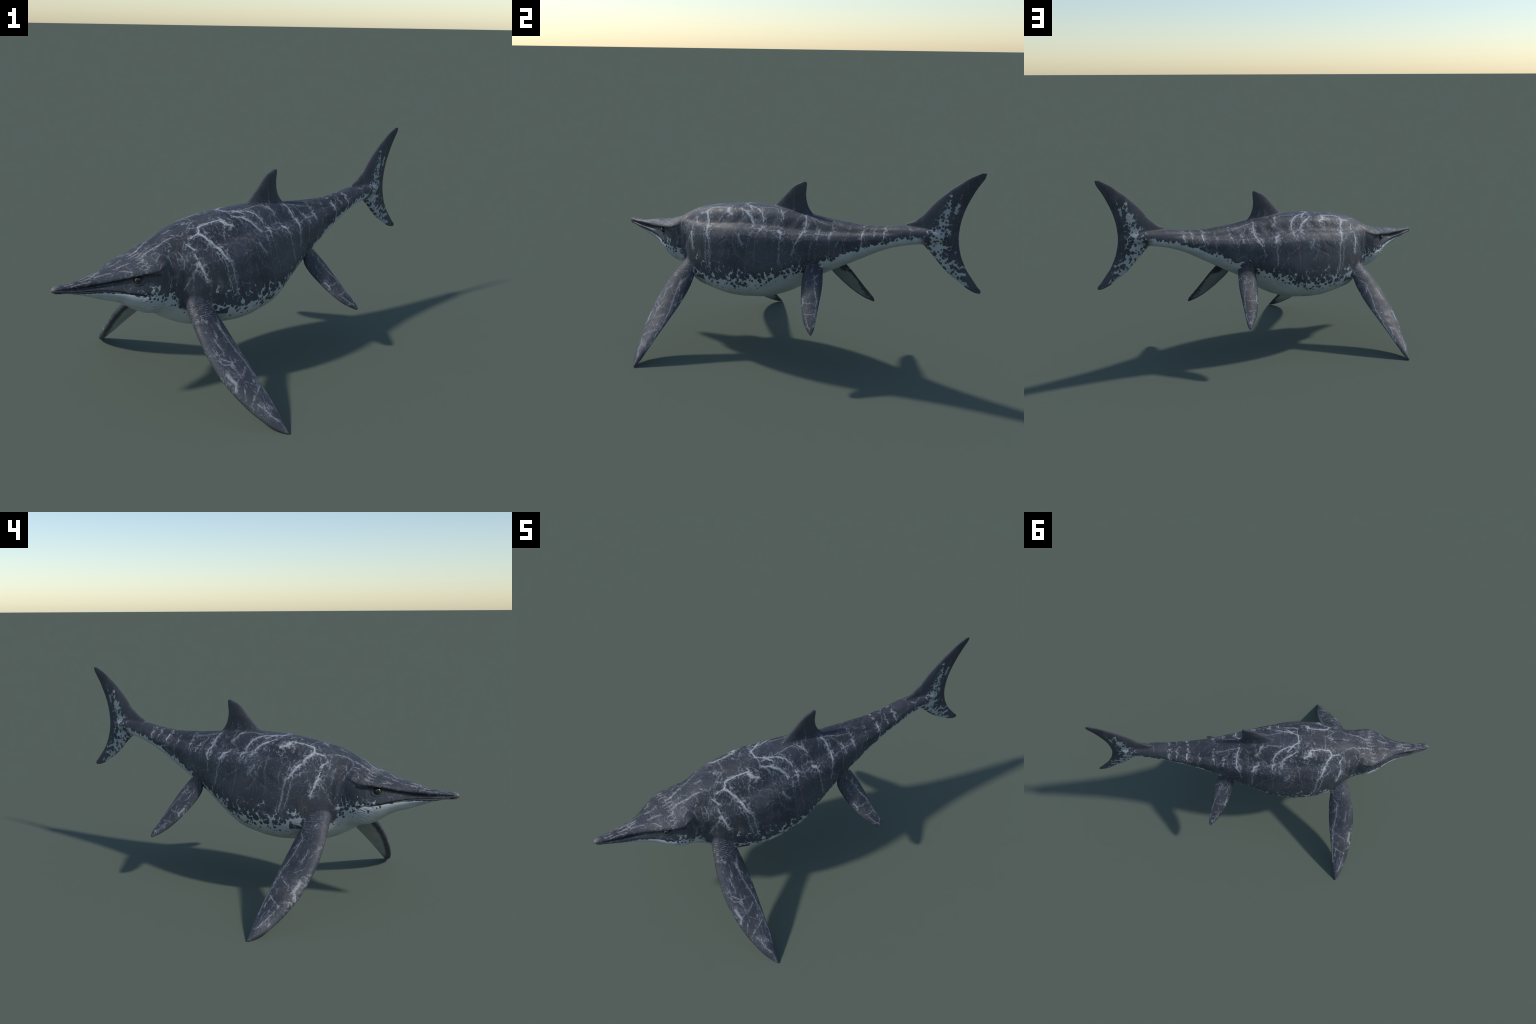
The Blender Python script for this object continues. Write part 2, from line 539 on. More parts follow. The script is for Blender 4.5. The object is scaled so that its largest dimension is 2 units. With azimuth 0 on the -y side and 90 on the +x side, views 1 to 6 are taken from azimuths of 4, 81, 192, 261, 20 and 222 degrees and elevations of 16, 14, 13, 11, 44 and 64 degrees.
def make_segment_group():
    """Distance from a point to a straight stretch A -> A+D, in units of a width."""
    g = bpy.data.node_groups.new("stretch_distance", "ShaderNodeTree")
    for nm, k in (("P", "NodeSocketVector"), ("A", "NodeSocketVector"), ("D", "NodeSocketVector"), ("K", "NodeSocketFloat"), ("W", "NodeSocketFloat"), ("Before", "NodeSocketFloat")):
        g.interface.new_socket(nm, in_out="INPUT", socket_type=k)
    g.interface.new_socket("Dist", in_out="OUTPUT", socket_type="NodeSocketFloat")
    i, o = g.nodes.new("NodeGroupInput"), g.nodes.new("NodeGroupOutput")
    L = g.links.new

    def vm(op, a, b, out=0, scale=False):
        n = g.nodes.new("ShaderNodeVectorMath")
        n.operation = op
        L(a, n.inputs[0])
        L(b, n.inputs["Scale"] if scale else n.inputs[1])
        return n.outputs[out]

    # a vanishing share of the running minimum orders the evaluation, which keeps the shader small
    order = g.nodes.new("ShaderNodeVectorMath")
    order.operation = "MULTIPLY_ADD"
    L(i.outputs["Before"], order.inputs[0])
    order.inputs[1].default_value = (1e-8, 1e-8, 1e-8)
    L(i.outputs["P"], order.inputs[2])
    pa = vm("SUBTRACT", order.outputs[0], i.outputs["A"])
    dt = vm("DOT_PRODUCT", pa, i.outputs["D"], out=1)
    m = g.nodes.new("ShaderNodeMath")
    m.operation, m.use_clamp = "MULTIPLY", True
    L(dt, m.inputs[0]); L(i.outputs["K"], m.inputs[1])
    foot = vm("SCALE", i.outputs["D"], m.outputs[0], scale=True)
    d = vm("DISTANCE", pa, foot, out=1)
    q = g.nodes.new("ShaderNodeMath")
    q.operation = "DIVIDE"
    L(d, q.inputs[0]); L(i.outputs["W"], q.inputs[1])
    low = g.nodes.new("ShaderNodeMath")
    low.operation = "MINIMUM"
    L(q.outputs[0], low.inputs[0]); L(i.outputs["Before"], low.inputs[1])
    L(low.outputs[0], o.inputs["Dist"])
    return g


SEGMENT = make_segment_group()


from mathutils.kdtree import KDTree
TREE = KDTree(nv // 3 + 1)
for i in range(0, nv, 3):
    TREE.insert(M[i] + disp[i] * N[i] * [1, np.sign(P[i, 1]), 1], i)
TREE.balance()


def laid(strands):
    """Strands refined and laid onto the finished skin."""
    out = []
    for width, pts in strands:
        w = width if isinstance(width, (tuple, list)) else [width] * (len(pts) - 1)
        new, neww = [Vector(pts[0])], []
        for a, b, wi in zip(pts, pts[1:], w):
            a, b = Vector(a), Vector(b)
            k = max(1, round((b - a).length / .055))
            for j in range(1, k + 1):
                new.append(a.lerp(b, j / k))
                neww.append(wi)
        snapped = []
        for p in new:
            q = TREE.find(p)[0]
            snapped.append(Vector((p.x, 0, q.z)) if p.y < .004 else Vector(q))
        out.append((neww, [tuple(p) for p in snapped]))
    return out


def lines(net, P_, strands):
    """Smallest width-scaled distance to a set of strands: (width, [points...])."""
    best = None
    for width, pts in strands:
        w = width if isinstance(width, (tuple, list)) else [width] * (len(pts) - 1)
        for a, b, wi in zip(pts, pts[1:], w):
            a, b = Vector(a), Vector(b)
            d = b - a
            n = net.node("ShaderNodeGroup")
            n.node_tree = SEGMENT
            net.put(n.inputs["P"], P_)
            n.inputs["A"].default_value, n.inputs["D"].default_value = a, d
            n.inputs["K"].default_value, n.inputs["W"].default_value = 1 / max(d.length_squared, 1e-9), wi
            net.put(n.inputs["Before"], 99.0 if best is None else best)
            best = n.outputs[0]
    return best


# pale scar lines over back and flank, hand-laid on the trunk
SCARS = [
    (.0050, [(-.33, .135, .922), (-.326, .097, .941), (-.405, .090, .933), (-.480, .094, .919), (-.503, .125, .899)]),
    ((.008, .009, .008, .006), [(-.503, .125, .899), (-.465, .172, .868), (-.436, .212, .828), (-.420, .236, .790), (-.400, .252, .752)]),
    (.0045, [(-.503, .125, .899), (-.56, .130, .887)]),
    ((.013, .008), [(-.330, .112, .936), (-.318, .135, .922), (-.280, .150, .915)]),
    ((.004, .009, .009, .005), [(-.232, .101, .947), (-.180, .126, .934), (-.125, .150, .916), (-.098, .172, .892), (-.092, .190, .865)]),
    ((.004, .0055, .006, .006, .004), [(-.200, .054, .964), (-.114, .082, .958), (-.062, .108, .943), (-.036, .143, .912), (-.024, .178, .870), (-.026, .196, .838)]),
    (.0045, [(-.245, .0, .969), (-.240, .030, .966), (-.218, .046, .964), (-.190, .066, .961), (-.150, .095, .950)]),
    ((.004, .006, .006, .004), [(.228, .040, .950), (.250, .080, .927), (.264, .124, .882), (.255, .155, .825), (.244, .170, .792)]),
    ((.010, .005), [(.100, .165, .846), (.122, .170, .838), (.135, .180, .80)]),
    ((.0035, .0045), [(.045, .045, .967), (.080, .080, .945), (.100, .110, .922)]),
    ((.003, .005, .003), [(.640, .012, .928), (.650, .055, .905), (.656, .080, .866), (.660, .090, .83)]),
    (.0032, [(.789, .020, .940), (.795, .055, .900), (.796, .066, .878)]),
    (.0022, [(.728, .035, .927), (.733, .069, .884)]),
    (.0030, [(.430, .030, .925), (.442, .080, .893), (.442, .110, .84)]),
    (.0026, [(.364, .100, .885), (.370, .135, .83)]),
    (.0022, [(.552, .055, .905), (.556, .100, .84)]),
    (.0045, [(-.598, .140, .862), (-.568, .178, .840)]),
    ((.003, .008, .004), [(-.580, .190, .810), (-.572, .216, .767), (-.560, .236, .72), (-.540, .252, .665)]),
]
HEAD_SCARS = [
    # broken crest over the back of the head, then streaks down the snout
    ((.007, .004), [(-.812, .008, .812), (-.838, .016, .803), (-.862, .010, .797)]),
    ((.008, .004), [(-.800, .040, .818), (-.836, .048, .802), (-.858, .040, .796)]),
    ((.006, .005), [(-.826, .072, .803), (-.850, .084, .795), (-.868, .080, .790)]),
    ((.006, .004), [(-.834, .106, .796), (-.852, .118, .785), (-.872, .112, .782)]),
    ((.005, .004), [(-.836, .136, .785), (-.858, .150, .768), (-.880, .140, .766)]),
    ((.004, .003), [(-.735, .055, .853), (-.775, .046, .834), (-.800, .040, .818)]),
    ((.003, .003), [(-.850, .084, .795), (-.836, .048, .802), (-.838, .016, .803)]),
    ((.003, .003), [(-.850, .084, .795), (-.852, .118, .785), (-.858, .150, .768)]),
    ((.004, .006), [(-.905, .040, .783), (-.950, .026, .772), (-.985, .030, .766)]),
    ((.004, .003), [(-.930, .108, .752), (-.955, .075, .760), (-.975, .062, .758)]),
    ((.0035, .004), [(-1.02, .046, .755), (-1.06, .030, .750), (-1.10, .028, .742)]),
    ((.004, .005), [(-1.06, .006, .757), (-1.12, .014, .741), (-1.17, .010, .735)]),
    ((.004, .003), [(-1.13, .030, .728), (-1.19, .026, .725), (-1.24, .027, .723)]),
    ((.004,), [(-1.22, .008, .731), (-1.27, .012, .730)]),
    ((.012,), [(-1.330, .0, .718), (-1.308, .0, .726)]),
    (.0035, [(-.80, .175, .752), (-.78, .160, .79)]),
    (.0030, [(-.76, .120, .825), (-.79, .130, .803), (-.80, .150, .785)]),
]
FAINT = [
    (.0035, [(-.804, .037, .818), (-.736, .053, .852), (-.672, .062, .877), (-.629, .075, .887)]),
    (.0050, [(-.645, .003, .893), (-.609, .007, .903)]),
    (.0045, [(-.524, .004, .924), (-.493, .011, .931)]),
    (.0030, [(-.117, .060, .965), (-.05, .050, .970), (.011, .048, .970), (.071, .082, .948), (.089, .123, .911)]),
    (.0032, [(-.236, .033, .965), (-.238, .065, .960), (-.236, .095, .948)]),
    (.0030, [(-.226, .075, .957), (-.157, .064, .963), (-.096, .093, .953)]),
    (.0028, [(.232, .043, .948), (.321, .053, .934), (.414, .058, .915)]),
    (.0028, [(.312, .069, .927), (.333, .092, .905), (.370, .110, .87)]),
    (.0028, [(-.70, .12, .845), (-.72, .15, .81), (-.71, .17, .77)]),
    (.0030, [(-.653, .146, .830), (-.640, .165, .79), (-.645, .175, .74)]),
    (.0050, [(-.386, .253, .753), (-.378, .272, .690), (-.366, .285, .620), (-.356, .290, .560)]),
    (.0030, [(-.425, .242, .77), (-.405, .280, .64), (-.385, .287, .58)]),
    (.0030, [(-.575, .219, .76), (-.625, .215, .69), (-.655, .2, .62)]),
    (.0080, [(-.155, .238, .805), (-.150, .245, .780), (-.120, .250, .75)]),
    (.0040, [(-.075, .205, .83), (-.085, .220, .80)]),
    (.0030, [(.125, .180, .81), (.140, .206, .725), (.142, .215, .66)]),
    (.0030, [(-.72, .178, .71), (-.735, .178, .65)]),
    (.0030, [(.235, .178, .77), (.225, .190, .72)]),
]
RUSTY = [
    (.0028, [(-.245, .209, .852), (-.207, .226, .829), (-.165, .242, .798)]),
    (.0028, [(-.207, .226, .829), (-.185, .262, .745), (-.150, .280, .68), (-.120, .282, .66)]),
    (.0026, [(-.225, .220, .84), (-.250, .262, .76), (-.258, .288, .66)]),
    (.0026, [(-.030, .205, .825), (-.028, .235, .765), (-.015, .268, .61)]),
    (.0026, [(-.640, .120, .868), (-.655, .145, .845), (-.690, .140, .838), (-.71, .10, .855)]),
    (.0026, [(-.70, .150, .825), (-.69, .170, .80)]),
]
# pale patch of the tail fin: width, points (x, y, z)
TAIL_PATCH = [
    ((.008, .015, .022, .030, .038, .050), [(1.185, 0, 1.185), (1.180, 0, 1.135), (1.172, 0, 1.085), (1.155, 0, 1.030), (1.135, 0, .970), (1.110, 0, .915), (1.125, 0, .85)]),
    ((.060, .050, .034, .014), [(1.100, 0, .87), (1.135, 0, .80), (1.185, 0, .745), (1.235, 0, .700), (1.300, 0, .655)]),
    ((.012,), [(1.20, 0, .775), (1.275, 0, .760)]), ((.010,), [(1.21, 0, .735), (1.285, 0, .722)]),
    ((.008, .004), [(1.215, 0, 1.08), (1.228, 0, 1.13), (1.25, 0, 1.19)]),
]
# height of the dark/white border along the body
BORDER_T = [-1.38, -1.32, -1.20, -1.07, -.95, -.90, -.86, -.80, -.72, -.66, -.60, -.50, -.40, -.27, -.15, -.05, .05, .16, .25, .31, .42, .53, .63, .72, .82, .92, 1.0, 1.06]
BORDER_Z = [.688, .694, .678, .664, .645, .640, .652, .645, .620, .580, .545, .540, .530, .523, .527, .538, .560, .592, .625, .648, .697, .748, .792, .828, .862, .892, .912, .925]

DARK = (.056, .062, .076, 1)
DARK2 = (.034, .039, .050, 1)
WARM = (.064, .060, .059, 1)
WHITE = (.44, .475, .48, 1)
SCAR = (.58, .60, .63, 1)
RUST = (.28, .20, .15, 1)


def quadric_of(f):
    """Least-squares sheet z(x, y) through a flipper's middle surface."""
    u = np.linspace(0, .97, 30)
    L, T, _ = flipper_frame(f, u)
    pts = np.vstack([L + k * (T - L) for k in (0.02, .25, .5, .75, .98)])
    x, y, z = pts.T
    B = np.stack([np.ones_like(x), x, y, y * y, x * y, x * x], 1)
    return np.linalg.lstsq(B, z, rcond=None)[0]


def flipper_strands(f):
    """Pale scars on a flipper's upper side: one along the rear edge, a patch at the front edge, short cross strokes."""
    def at(u, c):
        u = np.array([u, u + .005, u + .01, u + .015, u + .02])
        L, T, up = flipper_frame(f, u)
        h = float(np.interp(u[0], *f["half"])) * float(foil(np.array(c)))
        return tuple(L[0] + c * (T[0] - L[0]) + h * up[0])
    size = float(np.linalg.norm(np.array(f["lead"][0]) - np.array(f["lead"][-1]))) / .9
    w = .004 * size ** .5
    return [
        (w, [at(.12, .62), at(.20, .68), at(.30, .74), at(.42, .86), at(.55, .90), at(.66, .95), at(.80, .95)]),
        (w * .8, [at(.10, .80), at(.16, .62), at(.22, .80)]),
        ((w * 2.4, w * 1.6), [at(.45, .16), at(.52, .20), at(.56, .10)]),
        (w * .8, [at(.52, .20), at(.50, .5), at(.46, .75)]),
        (w * .8, [at(.66, .30), at(.64, .6), at(.62, .85)]),
        (w * .9, [at(.70, .35), at(.80, .40), at(.88, .50)]),
        (w * .7, [at(.22, .30), at(.32, .36)]),
    ]


def skin(name, flip=None):
    net = Net(name)
    obj = net.node("ShaderNodeTexCoord").outputs["Object"]
    sep = net.node("ShaderNodeSeparateXYZ")
    net.put(sep.inputs[0], obj)
    x, y, z = sep.outputs
    ay = net.math("ABSOLUTE", y)
    comb = net.node("ShaderNodeCombineXYZ")
    for i, v in enumerate((x, ay, z)):
        net.put(comb.inputs[i], v)
    M_ = comb.outputs[0]
    wob = net.vmath("SUBTRACT", net.noise(obj, 22, 4, .6, color=True), (.5, .5, .5))
    Wv = net.vmath("ADD", M_, net.vmath("SCALE", wob, .024))
    fine = net.vmath("SUBTRACT", net.noise(obj, 90, 3, .6, color=True), (.5, .5, .5))
    Wf = net.vmath("ADD", Wv, net.vmath("SCALE", fine, .009))
    Of = net.vmath("ADD", net.vmath("ADD", obj, net.vmath("SCALE", wob, .024)), net.vmath("SCALE", fine, .009))
    grain = net.noise(obj, 160, 3, .6)
    big = net.noise(obj, 5, 4, .55)
    mid = net.noise(net.scaled(obj, (1, 1, .45)), 26, 4, .6)
    bite = net.noise(obj, 55, 4, .65)

    # ---- dark hide
    col = net.mix(net.ramp(big, .38, .66), DARK2, DARK)
    col = net.mix(net.mul(net.ramp(net.noise(net.vmath("ADD", obj, (3, 1, 2)), 7, 3), .5, .72), .55), col, WARM)
    col = net.mix(net.mul(net.ramp(mid, .5, .8), .40), col, (.085, .090, .105, 1))
    speck = net.mul(net.ramp(grain, .60, .72), net.ramp(net.noise(net.vmath("ADD", obj, (7, 3, 1)), 9, 3), .40, .60))
    col = net.mix(net.mul(speck, .38), col, SCAR)

    # ---- fine scratches: cell borders of stretched cells, broken up by noise
    def crackle(stretch, scale, thin, gate_scale, lo, hi, seed):
        v = net.scaled(Of, stretch)
        e = net.voronoi(net.vmath("ADD", v, (seed, seed * .7, seed * .3)), scale, "DISTANCE_TO_EDGE")
        g = net.ramp(net.noise(net.vmath("ADD", obj, (seed, 0, seed)), gate_scale, 3), lo, hi)
        return net.mul(net.mul(net.ramp(e, thin, thin * .25), g), net.ramp(bite, .36, .62))

    # ---- streaks: crests of drawn-out noise
    def streak(stretch, scale, lo, hi, seed, gate_lo, gate_hi):
        n = net.noise(net.vmath("ADD", net.scaled(Of, stretch), (seed, seed, seed)), scale, 3, .6)
        g = net.ramp(net.noise(net.vmath("ADD", obj, (seed * 2, seed, 0)), 10, 3), gate_lo, gate_hi)
        return net.mul(net.ramp(n, lo, hi), g)

    if flip is None:
        scratch = net.mul(crackle((1, .8, .30), 9, .045, 5, .46, .62, 2.0), .30)
        scratch = net.mx(scratch, net.mul(crackle((1, .9, .6), 17, .06, 6, .48, .64, 6.0), .17))
        scratch = net.mx(scratch, net.mul(streak((1, 1, .22), 62, .60, .74, 4.0, .45, .62), .30))
    else:
        st = (1.0, .22, .22)
        scratch = net.mul(streak(st, 70, .58, .72, 3.0, .38, .60), .42)
        scratch = net.mx(scratch, net.mul(streak((1, .16, .16), 34, .60, .74, 9.0, .42, .62), .30))
        scratch = net.mx(scratch, net.mul(crackle((1, .5, .5), 15, .045, 9, .50, .64, 8.0), .38))
    if flip is None:                      # the back fin and the tail blade are nearly clean
        clean = net.mx(net.ramp(x, .96, 1.06), net.mul(net.ramp(z, .99, 1.04), net.ramp(net.math("ABSOLUTE", net.sub(x, .10)), .30, .20)))
        flank = net.ramp(z, .68, .86, .35, 1.0)     # scars are fewer on the lower flank
        scratch = net.mul(net.mul(scratch, flank), net.inv(net.mul(clean, .88)))
    col = net.mix(scratch, col, SCAR)

    # thread-like wisps that branch off the scars
    thread = net.mul(net.ramp(net.voronoi(net.scaled(Of, (1, .7, .45)), 30, "DISTANCE_TO_EDGE"), .055, .010), net.ramp(bite, .40, .60))
    wisp = net.mul(thread, net.ramp(net.noise(net.vmath("ADD", obj, (1, 9, 4)), 7, 3), .50, .66))
    col = net.mix(net.mul(wisp, .12) if flip else net.mul(net.mul(wisp, .20), net.inv(clean)), col, SCAR)

    # pale fine rings where the skin folds round the front flipper's root
    if flip != "hind_flipper":
        f0 = FLIPPERS["front_flipper"]
        c0 = .5 * (np.array(f0["lead"][0]) + np.array(f0["trail"][0]))
        c1 = .5 * (np.array(f0["lead"][2]) + np.array(f0["trail"][2]))
        ax0 = (c1 - c0) / np.linalg.norm(c1 - c0)
        rel0 = net.vmath("SUBTRACT", Wv, tuple(c0))
        along = net.vmath("DOT_PRODUCT", rel0, tuple(ax0), out=1)
        ringed = net.math("SINE", net.add(net.mul(along, 2 * math.pi / .0125), net.mul(net.noise(obj, 20, 3), 9.0)))
        ringed = net.mul(net.ramp(ringed, .55, .95), net.ramp(bite, .42, .62))
        ringed = net.mul(ringed, net.ramp(net.vmath("LENGTH", net.vmath("SUBTRACT", M_, tuple(c0 + .03 * ax0)), out=1), .115, .05))
        col = net.mix(net.mul(ringed, .38), col, SCAR)

    def scars(strands, soft, ragged, amount, tint, halo_amount=.5, threads=.45):
        nonlocal col
        d = lines(net, Wf, laid(strands))
        core = net.ramp(net.add(d, net.mul(net.sub(bite, .5), ragged)), soft, .25)
        core = net.mul(core, net.ramp(grain, .34, .56, .45, 1.0))
        halo = net.mul(net.ramp(d, 6.0, .6), net.mul(net.ramp(bite, .46, .66), halo_amount))
        halo = net.mx(halo, net.mul(net.ramp(d, 11.0, 1.0), net.mul(thread, threads)))
        col = net.mix(net.mul(net.mx(core, halo), amount), col, tint)

    if flip is None:
        scars(SCARS, 1.5, 1.7, .88, SCAR, .55, .6)
        scars(HEAD_SCARS, 1.6, 2.4, .50, (.46, .44, .43, 1), .30, .60)
        scars(FAINT, 1.6, 2.0, .55, (.42, .46, .49, 1), .4)
        scars(RUSTY, 1.4, 2.4, .55, RUST, .3)

        # ---- white belly with a ragged, spotted border
        zb = net.curve(x, BORDER_T, BORDER_Z, -1.4, 1.4, .3, 1.1)
        band = net.curve(x, [-1.38, -1.0, -.90, -.80, -.66, -.5, -.2, 0, .2, .4, .7, 1.06], [.006, .010, .055, .115, .12, .165, .155, .12, .075, .052, .032, .022], -1.4, 1.4, 0, .2)
        depth = net.math("DIVIDE", net.add(net.sub(zb, z), .004), band)
        tear = net.sub(net.noise(net.scaled(obj, (1, 1, .6)), 60, 4, .7), .5)
        cellv = net.vmath("ADD", net.scaled(obj, (1, 1, .85)), net.vmath("SCALE", net.vmath("ADD", wob, fine), .013))
        cell = net.voronoi(cellv, 44, "F1", 1)
        csep = net.node("ShaderNodeSeparateXYZ")
        net.put(csep.inputs[0], net.voronoi(cellv, 44, "F1", 1, out="Color"))
        depth = net.add(depth, net.mul(tear, net.ramp(depth, .0, .5, .85, .15)))
        limit = net.mul(net.ramp(depth, -.36, 1.0, 1.05, -.02, smooth=False), net.add(.62, net.mul(csep.outputs[0], .65)))
        white = net.ramp(net.sub(cell, limit), -.03, .03)
        white = net.mul(white, net.ramp(depth, -.6, -.3))
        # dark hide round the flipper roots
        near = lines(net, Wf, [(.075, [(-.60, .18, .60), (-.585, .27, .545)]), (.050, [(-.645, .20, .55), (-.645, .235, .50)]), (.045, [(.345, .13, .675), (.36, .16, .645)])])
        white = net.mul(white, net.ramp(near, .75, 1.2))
        # dark band along the underside of the brow, past the eye
        brow_band = lines(net, Wv, laid([(.011, [(-.80, .180, .735), (-.86, .155, .735), (-.93, .125, .727), (-1.0, .085, .712), (-1.08, .055, .705), (-1.18, .040, .705)])]))
        brow_band = net.ramp(net.add(brow_band, net.mul(net.sub(bite, .5), .8)), 1.2, .5)
        col = net.mix(net.mul(brow_band, .75), col, (.014, .015, .018, 1))
        # tail fin patch
        onfin = net.ramp(x, 1.0, 1.06)
        dp = lines(net, net.vmath("MULTIPLY", M_, (1, 0, 1)), TAIL_PATCH)
        dp = net.add(dp, net.mul(net.sub(net.noise(obj, 50, 5, .7), .5), 1.9))
        spotv = net.vmath("ADD", obj, net.vmath("SCALE", net.vmath("ADD", wob, fine), .012))
        ssep = net.node("ShaderNodeSeparateXYZ")
        net.put(ssep.inputs[0], net.voronoi(spotv, 46, "F1", 1, out="Color"))
        slim = net.mul(net.ramp(dp, -.3, 1.5, .20, .95, smooth=False), net.add(.55, net.mul(ssep.outputs[1], .75)))
        patch = net.ramp(net.sub(net.voronoi(spotv, 46, "F1", 1), slim), -.03, .03)
        patch = net.mul(patch, net.ramp(dp, 1.9, 1.5))
        white = net.mix(onfin, white, net.mul(patch, .8))
        # dark line of the mouth
        lipd = net.math("ABSOLUTE", net.sub(z, net.curve(x, list(HT[:-1]), list(MOZ[:-1]), -1.4, 1.4, .3, 1.1)))
        lip = net.mul(net.ramp(net.add(lipd, net.mul(net.sub(bite, .5), .008)), .0065, .0020), net.ramp(x, -.84, -.88))
    else:
        f = FLIPPERS[flip]
        scars(flipper_strands(f), 1.5, 2.2, .46, SCAR, .40, .40)
        # ---- pale underside, bounded by the flipper's own middle sheet, dark along the front edge
        q = quadric_of(f)
        sheet = net.add(net.add(net.add(float(q[0]), net.mul(x, float(q[1]))), net.add(net.mul(ay, float(q[2])), net.mul(net.mul(ay, ay), float(q[3])))),
                        net.add(net.mul(net.mul(x, ay), float(q[4])), net.mul(net.mul(x, x), float(q[5]))))
        near_root = (.36, .27) if flip == "front_flipper" else (.21, .16)
        under = net.sub(net.sub(sheet, z), net.add(.007, net.mul(net.ramp(ay, *near_root), .018)))
        under = net.add(under, net.mul(net.sub(net.noise(obj, 30, 4, .65), .5), .018))
        white = net.mul(net.ramp(under, 0, .006), .72 if flip == "front_flipper" else .48)
        edge = lines(net, Wf, [(.030 if flip == "front_flipper" else .018, [tuple(p) for p in bezier(f["lead"], np.linspace(.05, 1, 6))])])
        white = net.mul(white, net.ramp(edge, .8, 1.4))
        tipy = (.84, .68) if flip == "front_flipper" else (.42, .33)
        white = net.mul(white, net.ramp(net.add(ay, net.mul(tearf(net, M_), .14)), *tipy))
        lip = None
    pale = net.mix(net.ramp(net.noise(obj, 12, 4), .35, .7), WHITE, (.36, .40, .415, 1))
    pale = net.mix(net.mul(net.ramp(grain, .56, .75), .25), pale, (.27, .30, .31, 1))
    col = net.mix(white, col, pale)
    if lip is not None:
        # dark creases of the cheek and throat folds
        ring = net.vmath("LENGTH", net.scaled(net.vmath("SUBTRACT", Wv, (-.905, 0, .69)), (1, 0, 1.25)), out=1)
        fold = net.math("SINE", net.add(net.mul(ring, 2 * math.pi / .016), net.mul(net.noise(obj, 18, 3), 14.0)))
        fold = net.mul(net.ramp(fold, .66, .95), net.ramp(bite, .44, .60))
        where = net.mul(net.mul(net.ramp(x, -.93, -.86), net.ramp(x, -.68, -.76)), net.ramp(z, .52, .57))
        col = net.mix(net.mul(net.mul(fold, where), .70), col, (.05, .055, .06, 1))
        col = net.mix(net.mul(lip, .85), col, (.02, .02, .022, 1))

    bs = net.node("ShaderNodeBsdfPrincipled")
    net.put(bs.inputs["Base Color"], col)
    rough = net.ramp(mid, .3, .7, .50, .64)
    net.put(bs.inputs["Roughness"], rough)
    bs.inputs["Specular IOR Level"].default_value = .35
    bump = net.node("ShaderNodeBump")
    bump.inputs["Strength"].default_value = .35
    bump.inputs["Distance"].default_value = .003
    net.put(bump.inputs["Height"], net.add(net.mul(grain, .5), net.mul(mid, .8)))
    net.put(bs.inputs["Normal"], bump.outputs[0])
    out = net.node("ShaderNodeOutputMaterial")
    net.put(out.inputs[0], bs.outputs[0])
    return net.mat


def tearf(net, M_):
    return net.sub(net.noise(M_, 24, 4, .6), .5)


SKIN = skin("hide")
FLIP_SKIN = {k: skin(k + "_hide", k) for k in FLIPPERS}


def eye_material():
    net = Net("eye_ball")
    obj = net.node("ShaderNodeTexCoord").outputs["Object"]
    sep = net.node("ShaderNodeSeparateXYZ")
    net.put(sep.inputs[0], obj)
    sx, _, sz = sep.outputs          # the eye looks along its own z axis
    r = net.vmath("LENGTH", net.scaled(obj, (1, 1, 0)), out=1)
    ring = net.noise(net.scaled(obj, (1, 1, .2)), 240, 3)
    iris = net.mix(ring, (.055, .047, .024, 1), (.16, .135, .07, 1))
    col = net.mix(net.ramp(r, .0125, .0142), iris, (.014, .014, .014, 1))
    col = net.mix(net.mul(net.ramp(r, .0112, .0095), .70), col, (.024, .021, .014, 1))
    col = net.mix(net.ramp(r, .0086, .0074), col, (.004, .004, .004, 1))
    bs = net.node("ShaderNodeBsdfPrincipled")
    net.put(bs.inputs["Base Color"], col)
    bs.inputs["Roughness"].default_value = .25
    bs.inputs["Coat Weight"].default_value = .15
    out = net.node("ShaderNodeOutputMaterial")
    net.put(out.inputs[0], bs.outputs[0])
    return net.mat


def plain(name, color, rough):
    net = Net(name)
    obj = net.node("ShaderNodeTexCoord").outputs["Object"]
    c = net.mix(net.noise(obj, 120, 3), color, tuple(v * .6 for v in color[:3]) + (1,))
    bs = net.node("ShaderNodeBsdfPrincipled")
    net.put(bs.inputs["Base Color"], c)
    bs.inputs["Roughness"].default_value = rough
    out = net.node("ShaderNodeOutputMaterial")
    net.put(out.inputs[0], bs.outputs[0])
    return net.mat


# ----------------------------------------------------------------------------- objects
root = bpy.data.objects.new("marine_reptile", None)
root.location = (SIDE_SHIFT * math.sin(YAW), -SIDE_SHIFT * math.cos(YAW), 0)
root.rotation_euler = (0, 0, YAW)
root["label"] = "dark grey long-snouted marine reptile with white belly and four flippers"
root["category"] = "marine reptile"
bpy.context.scene.collection.objects.link(root)


def link(ob, parent=root):
    bpy.context.scene.collection.objects.link(ob)
    ob.parent = parent
    return ob


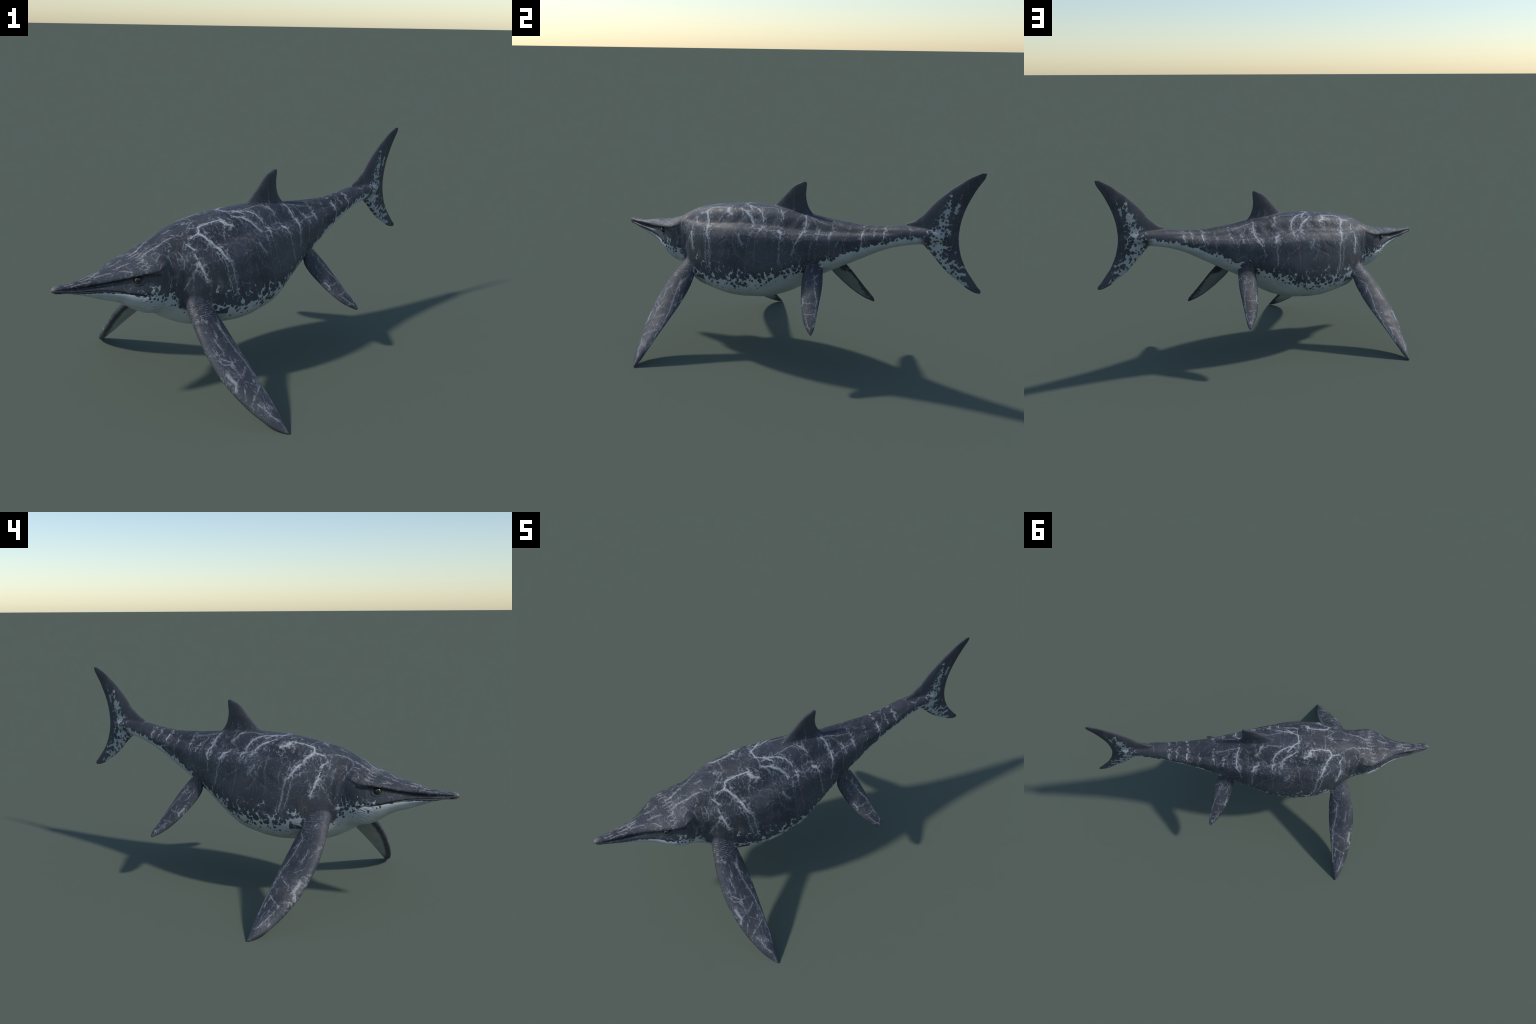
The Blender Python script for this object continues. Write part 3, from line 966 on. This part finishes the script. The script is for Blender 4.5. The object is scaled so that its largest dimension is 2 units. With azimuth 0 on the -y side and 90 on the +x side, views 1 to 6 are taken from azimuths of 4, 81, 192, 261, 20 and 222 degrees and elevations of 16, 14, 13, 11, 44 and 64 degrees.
def region_object(name, mask, mat):
    used = np.unique(polys[mask])
    remap = np.full(nv, -1)
    remap[used] = np.arange(len(used))
    me = bpy.data.meshes.new(name)
    me.from_pydata(P[used].tolist(), [], remap[polys[mask]].tolist())
    me.polygons.foreach_set("use_smooth", np.ones(len(me.polygons), bool))
    me.normals_split_custom_set_from_vertices(N[used].tolist())
    me.materials.append(mat)
    return link(bpy.data.objects.new(name, me))


head = region_object("head", region == "head", SKIN)
jaw = region_object("lower_jaw", region == "lower_jaw", SKIN)
region_object("torso", region == "torso", SKIN)
region_object("tail", region == "tail", SKIN)
region_object("dorsal_fin", region == "dorsal_fin", SKIN)
region_object("tail_fin", region == "tail_fin", SKIN)
for nm in FLIPPERS:
    for s in (":+", ":-"):
        region_object(nm, region == nm + s, FLIP_SKIN[nm])

# eyes
bm = bmesh.new()
bmesh.ops.create_uvsphere(bm, u_segments=40, v_segments=28, radius=.0215)
eye_me = bpy.data.meshes.new("eye")
bm.to_mesh(eye_me)
bm.free()
eye_me.polygons.foreach_set("use_smooth", np.ones(len(eye_me.polygons), bool))
eye_me.materials.append(eye_material())
for side in (1, -1):
    e = bpy.data.objects.new("eye", eye_me)
    e.location = (-.906, side * .1195, .7165)
    look = Vector((-.45, side * .88, .02))
    e.rotation_mode = "QUATERNION"
    e.rotation_quaternion = look.to_track_quat("Z", "Y")
    link(e)

# small conical teeth along the gape, both jaws
tv, tf = [], []
for side in (1, -1):
    for k, t in enumerate(np.arange(-1.29, -.99, .0085)):
        for jawdir in (-1, 1):
            tt = t + .004 * (jawdir > 0)
            y, z = float(hermite(HT, MOY, tt)) - .0035, float(hermite(HT, MOZ, tt)) - .001
            r, hgt = .0017, .0052 + .0012 * rng.random()
            c = np.array([tt, side * y, z - jawdir * .002])
            b = len(tv)
            for a in range(6):
                tv.append((c[0] + r * math.cos(a * math.pi / 3), c[1] + r * math.sin(a * math.pi / 3), c[2]))
            tv.append((c[0], c[1] + side * .0015, c[2] + jawdir * hgt))
            tf += [(b + a, b + (a + 1) % 6, b + 6) for a in range(6)]
            tf.append(tuple(b + a for a in range(5, -1, -1)))
tme = bpy.data.meshes.new("teeth")
tme.from_pydata(tv, [], tf)
tme.materials.append(plain("tooth_ivory", (.40, .38, .32, 1), .4))
teeth = link(bpy.data.objects.new("teeth", tme))
teeth["kind"] = "stuff"
bpy.data.meshes.remove(solid)
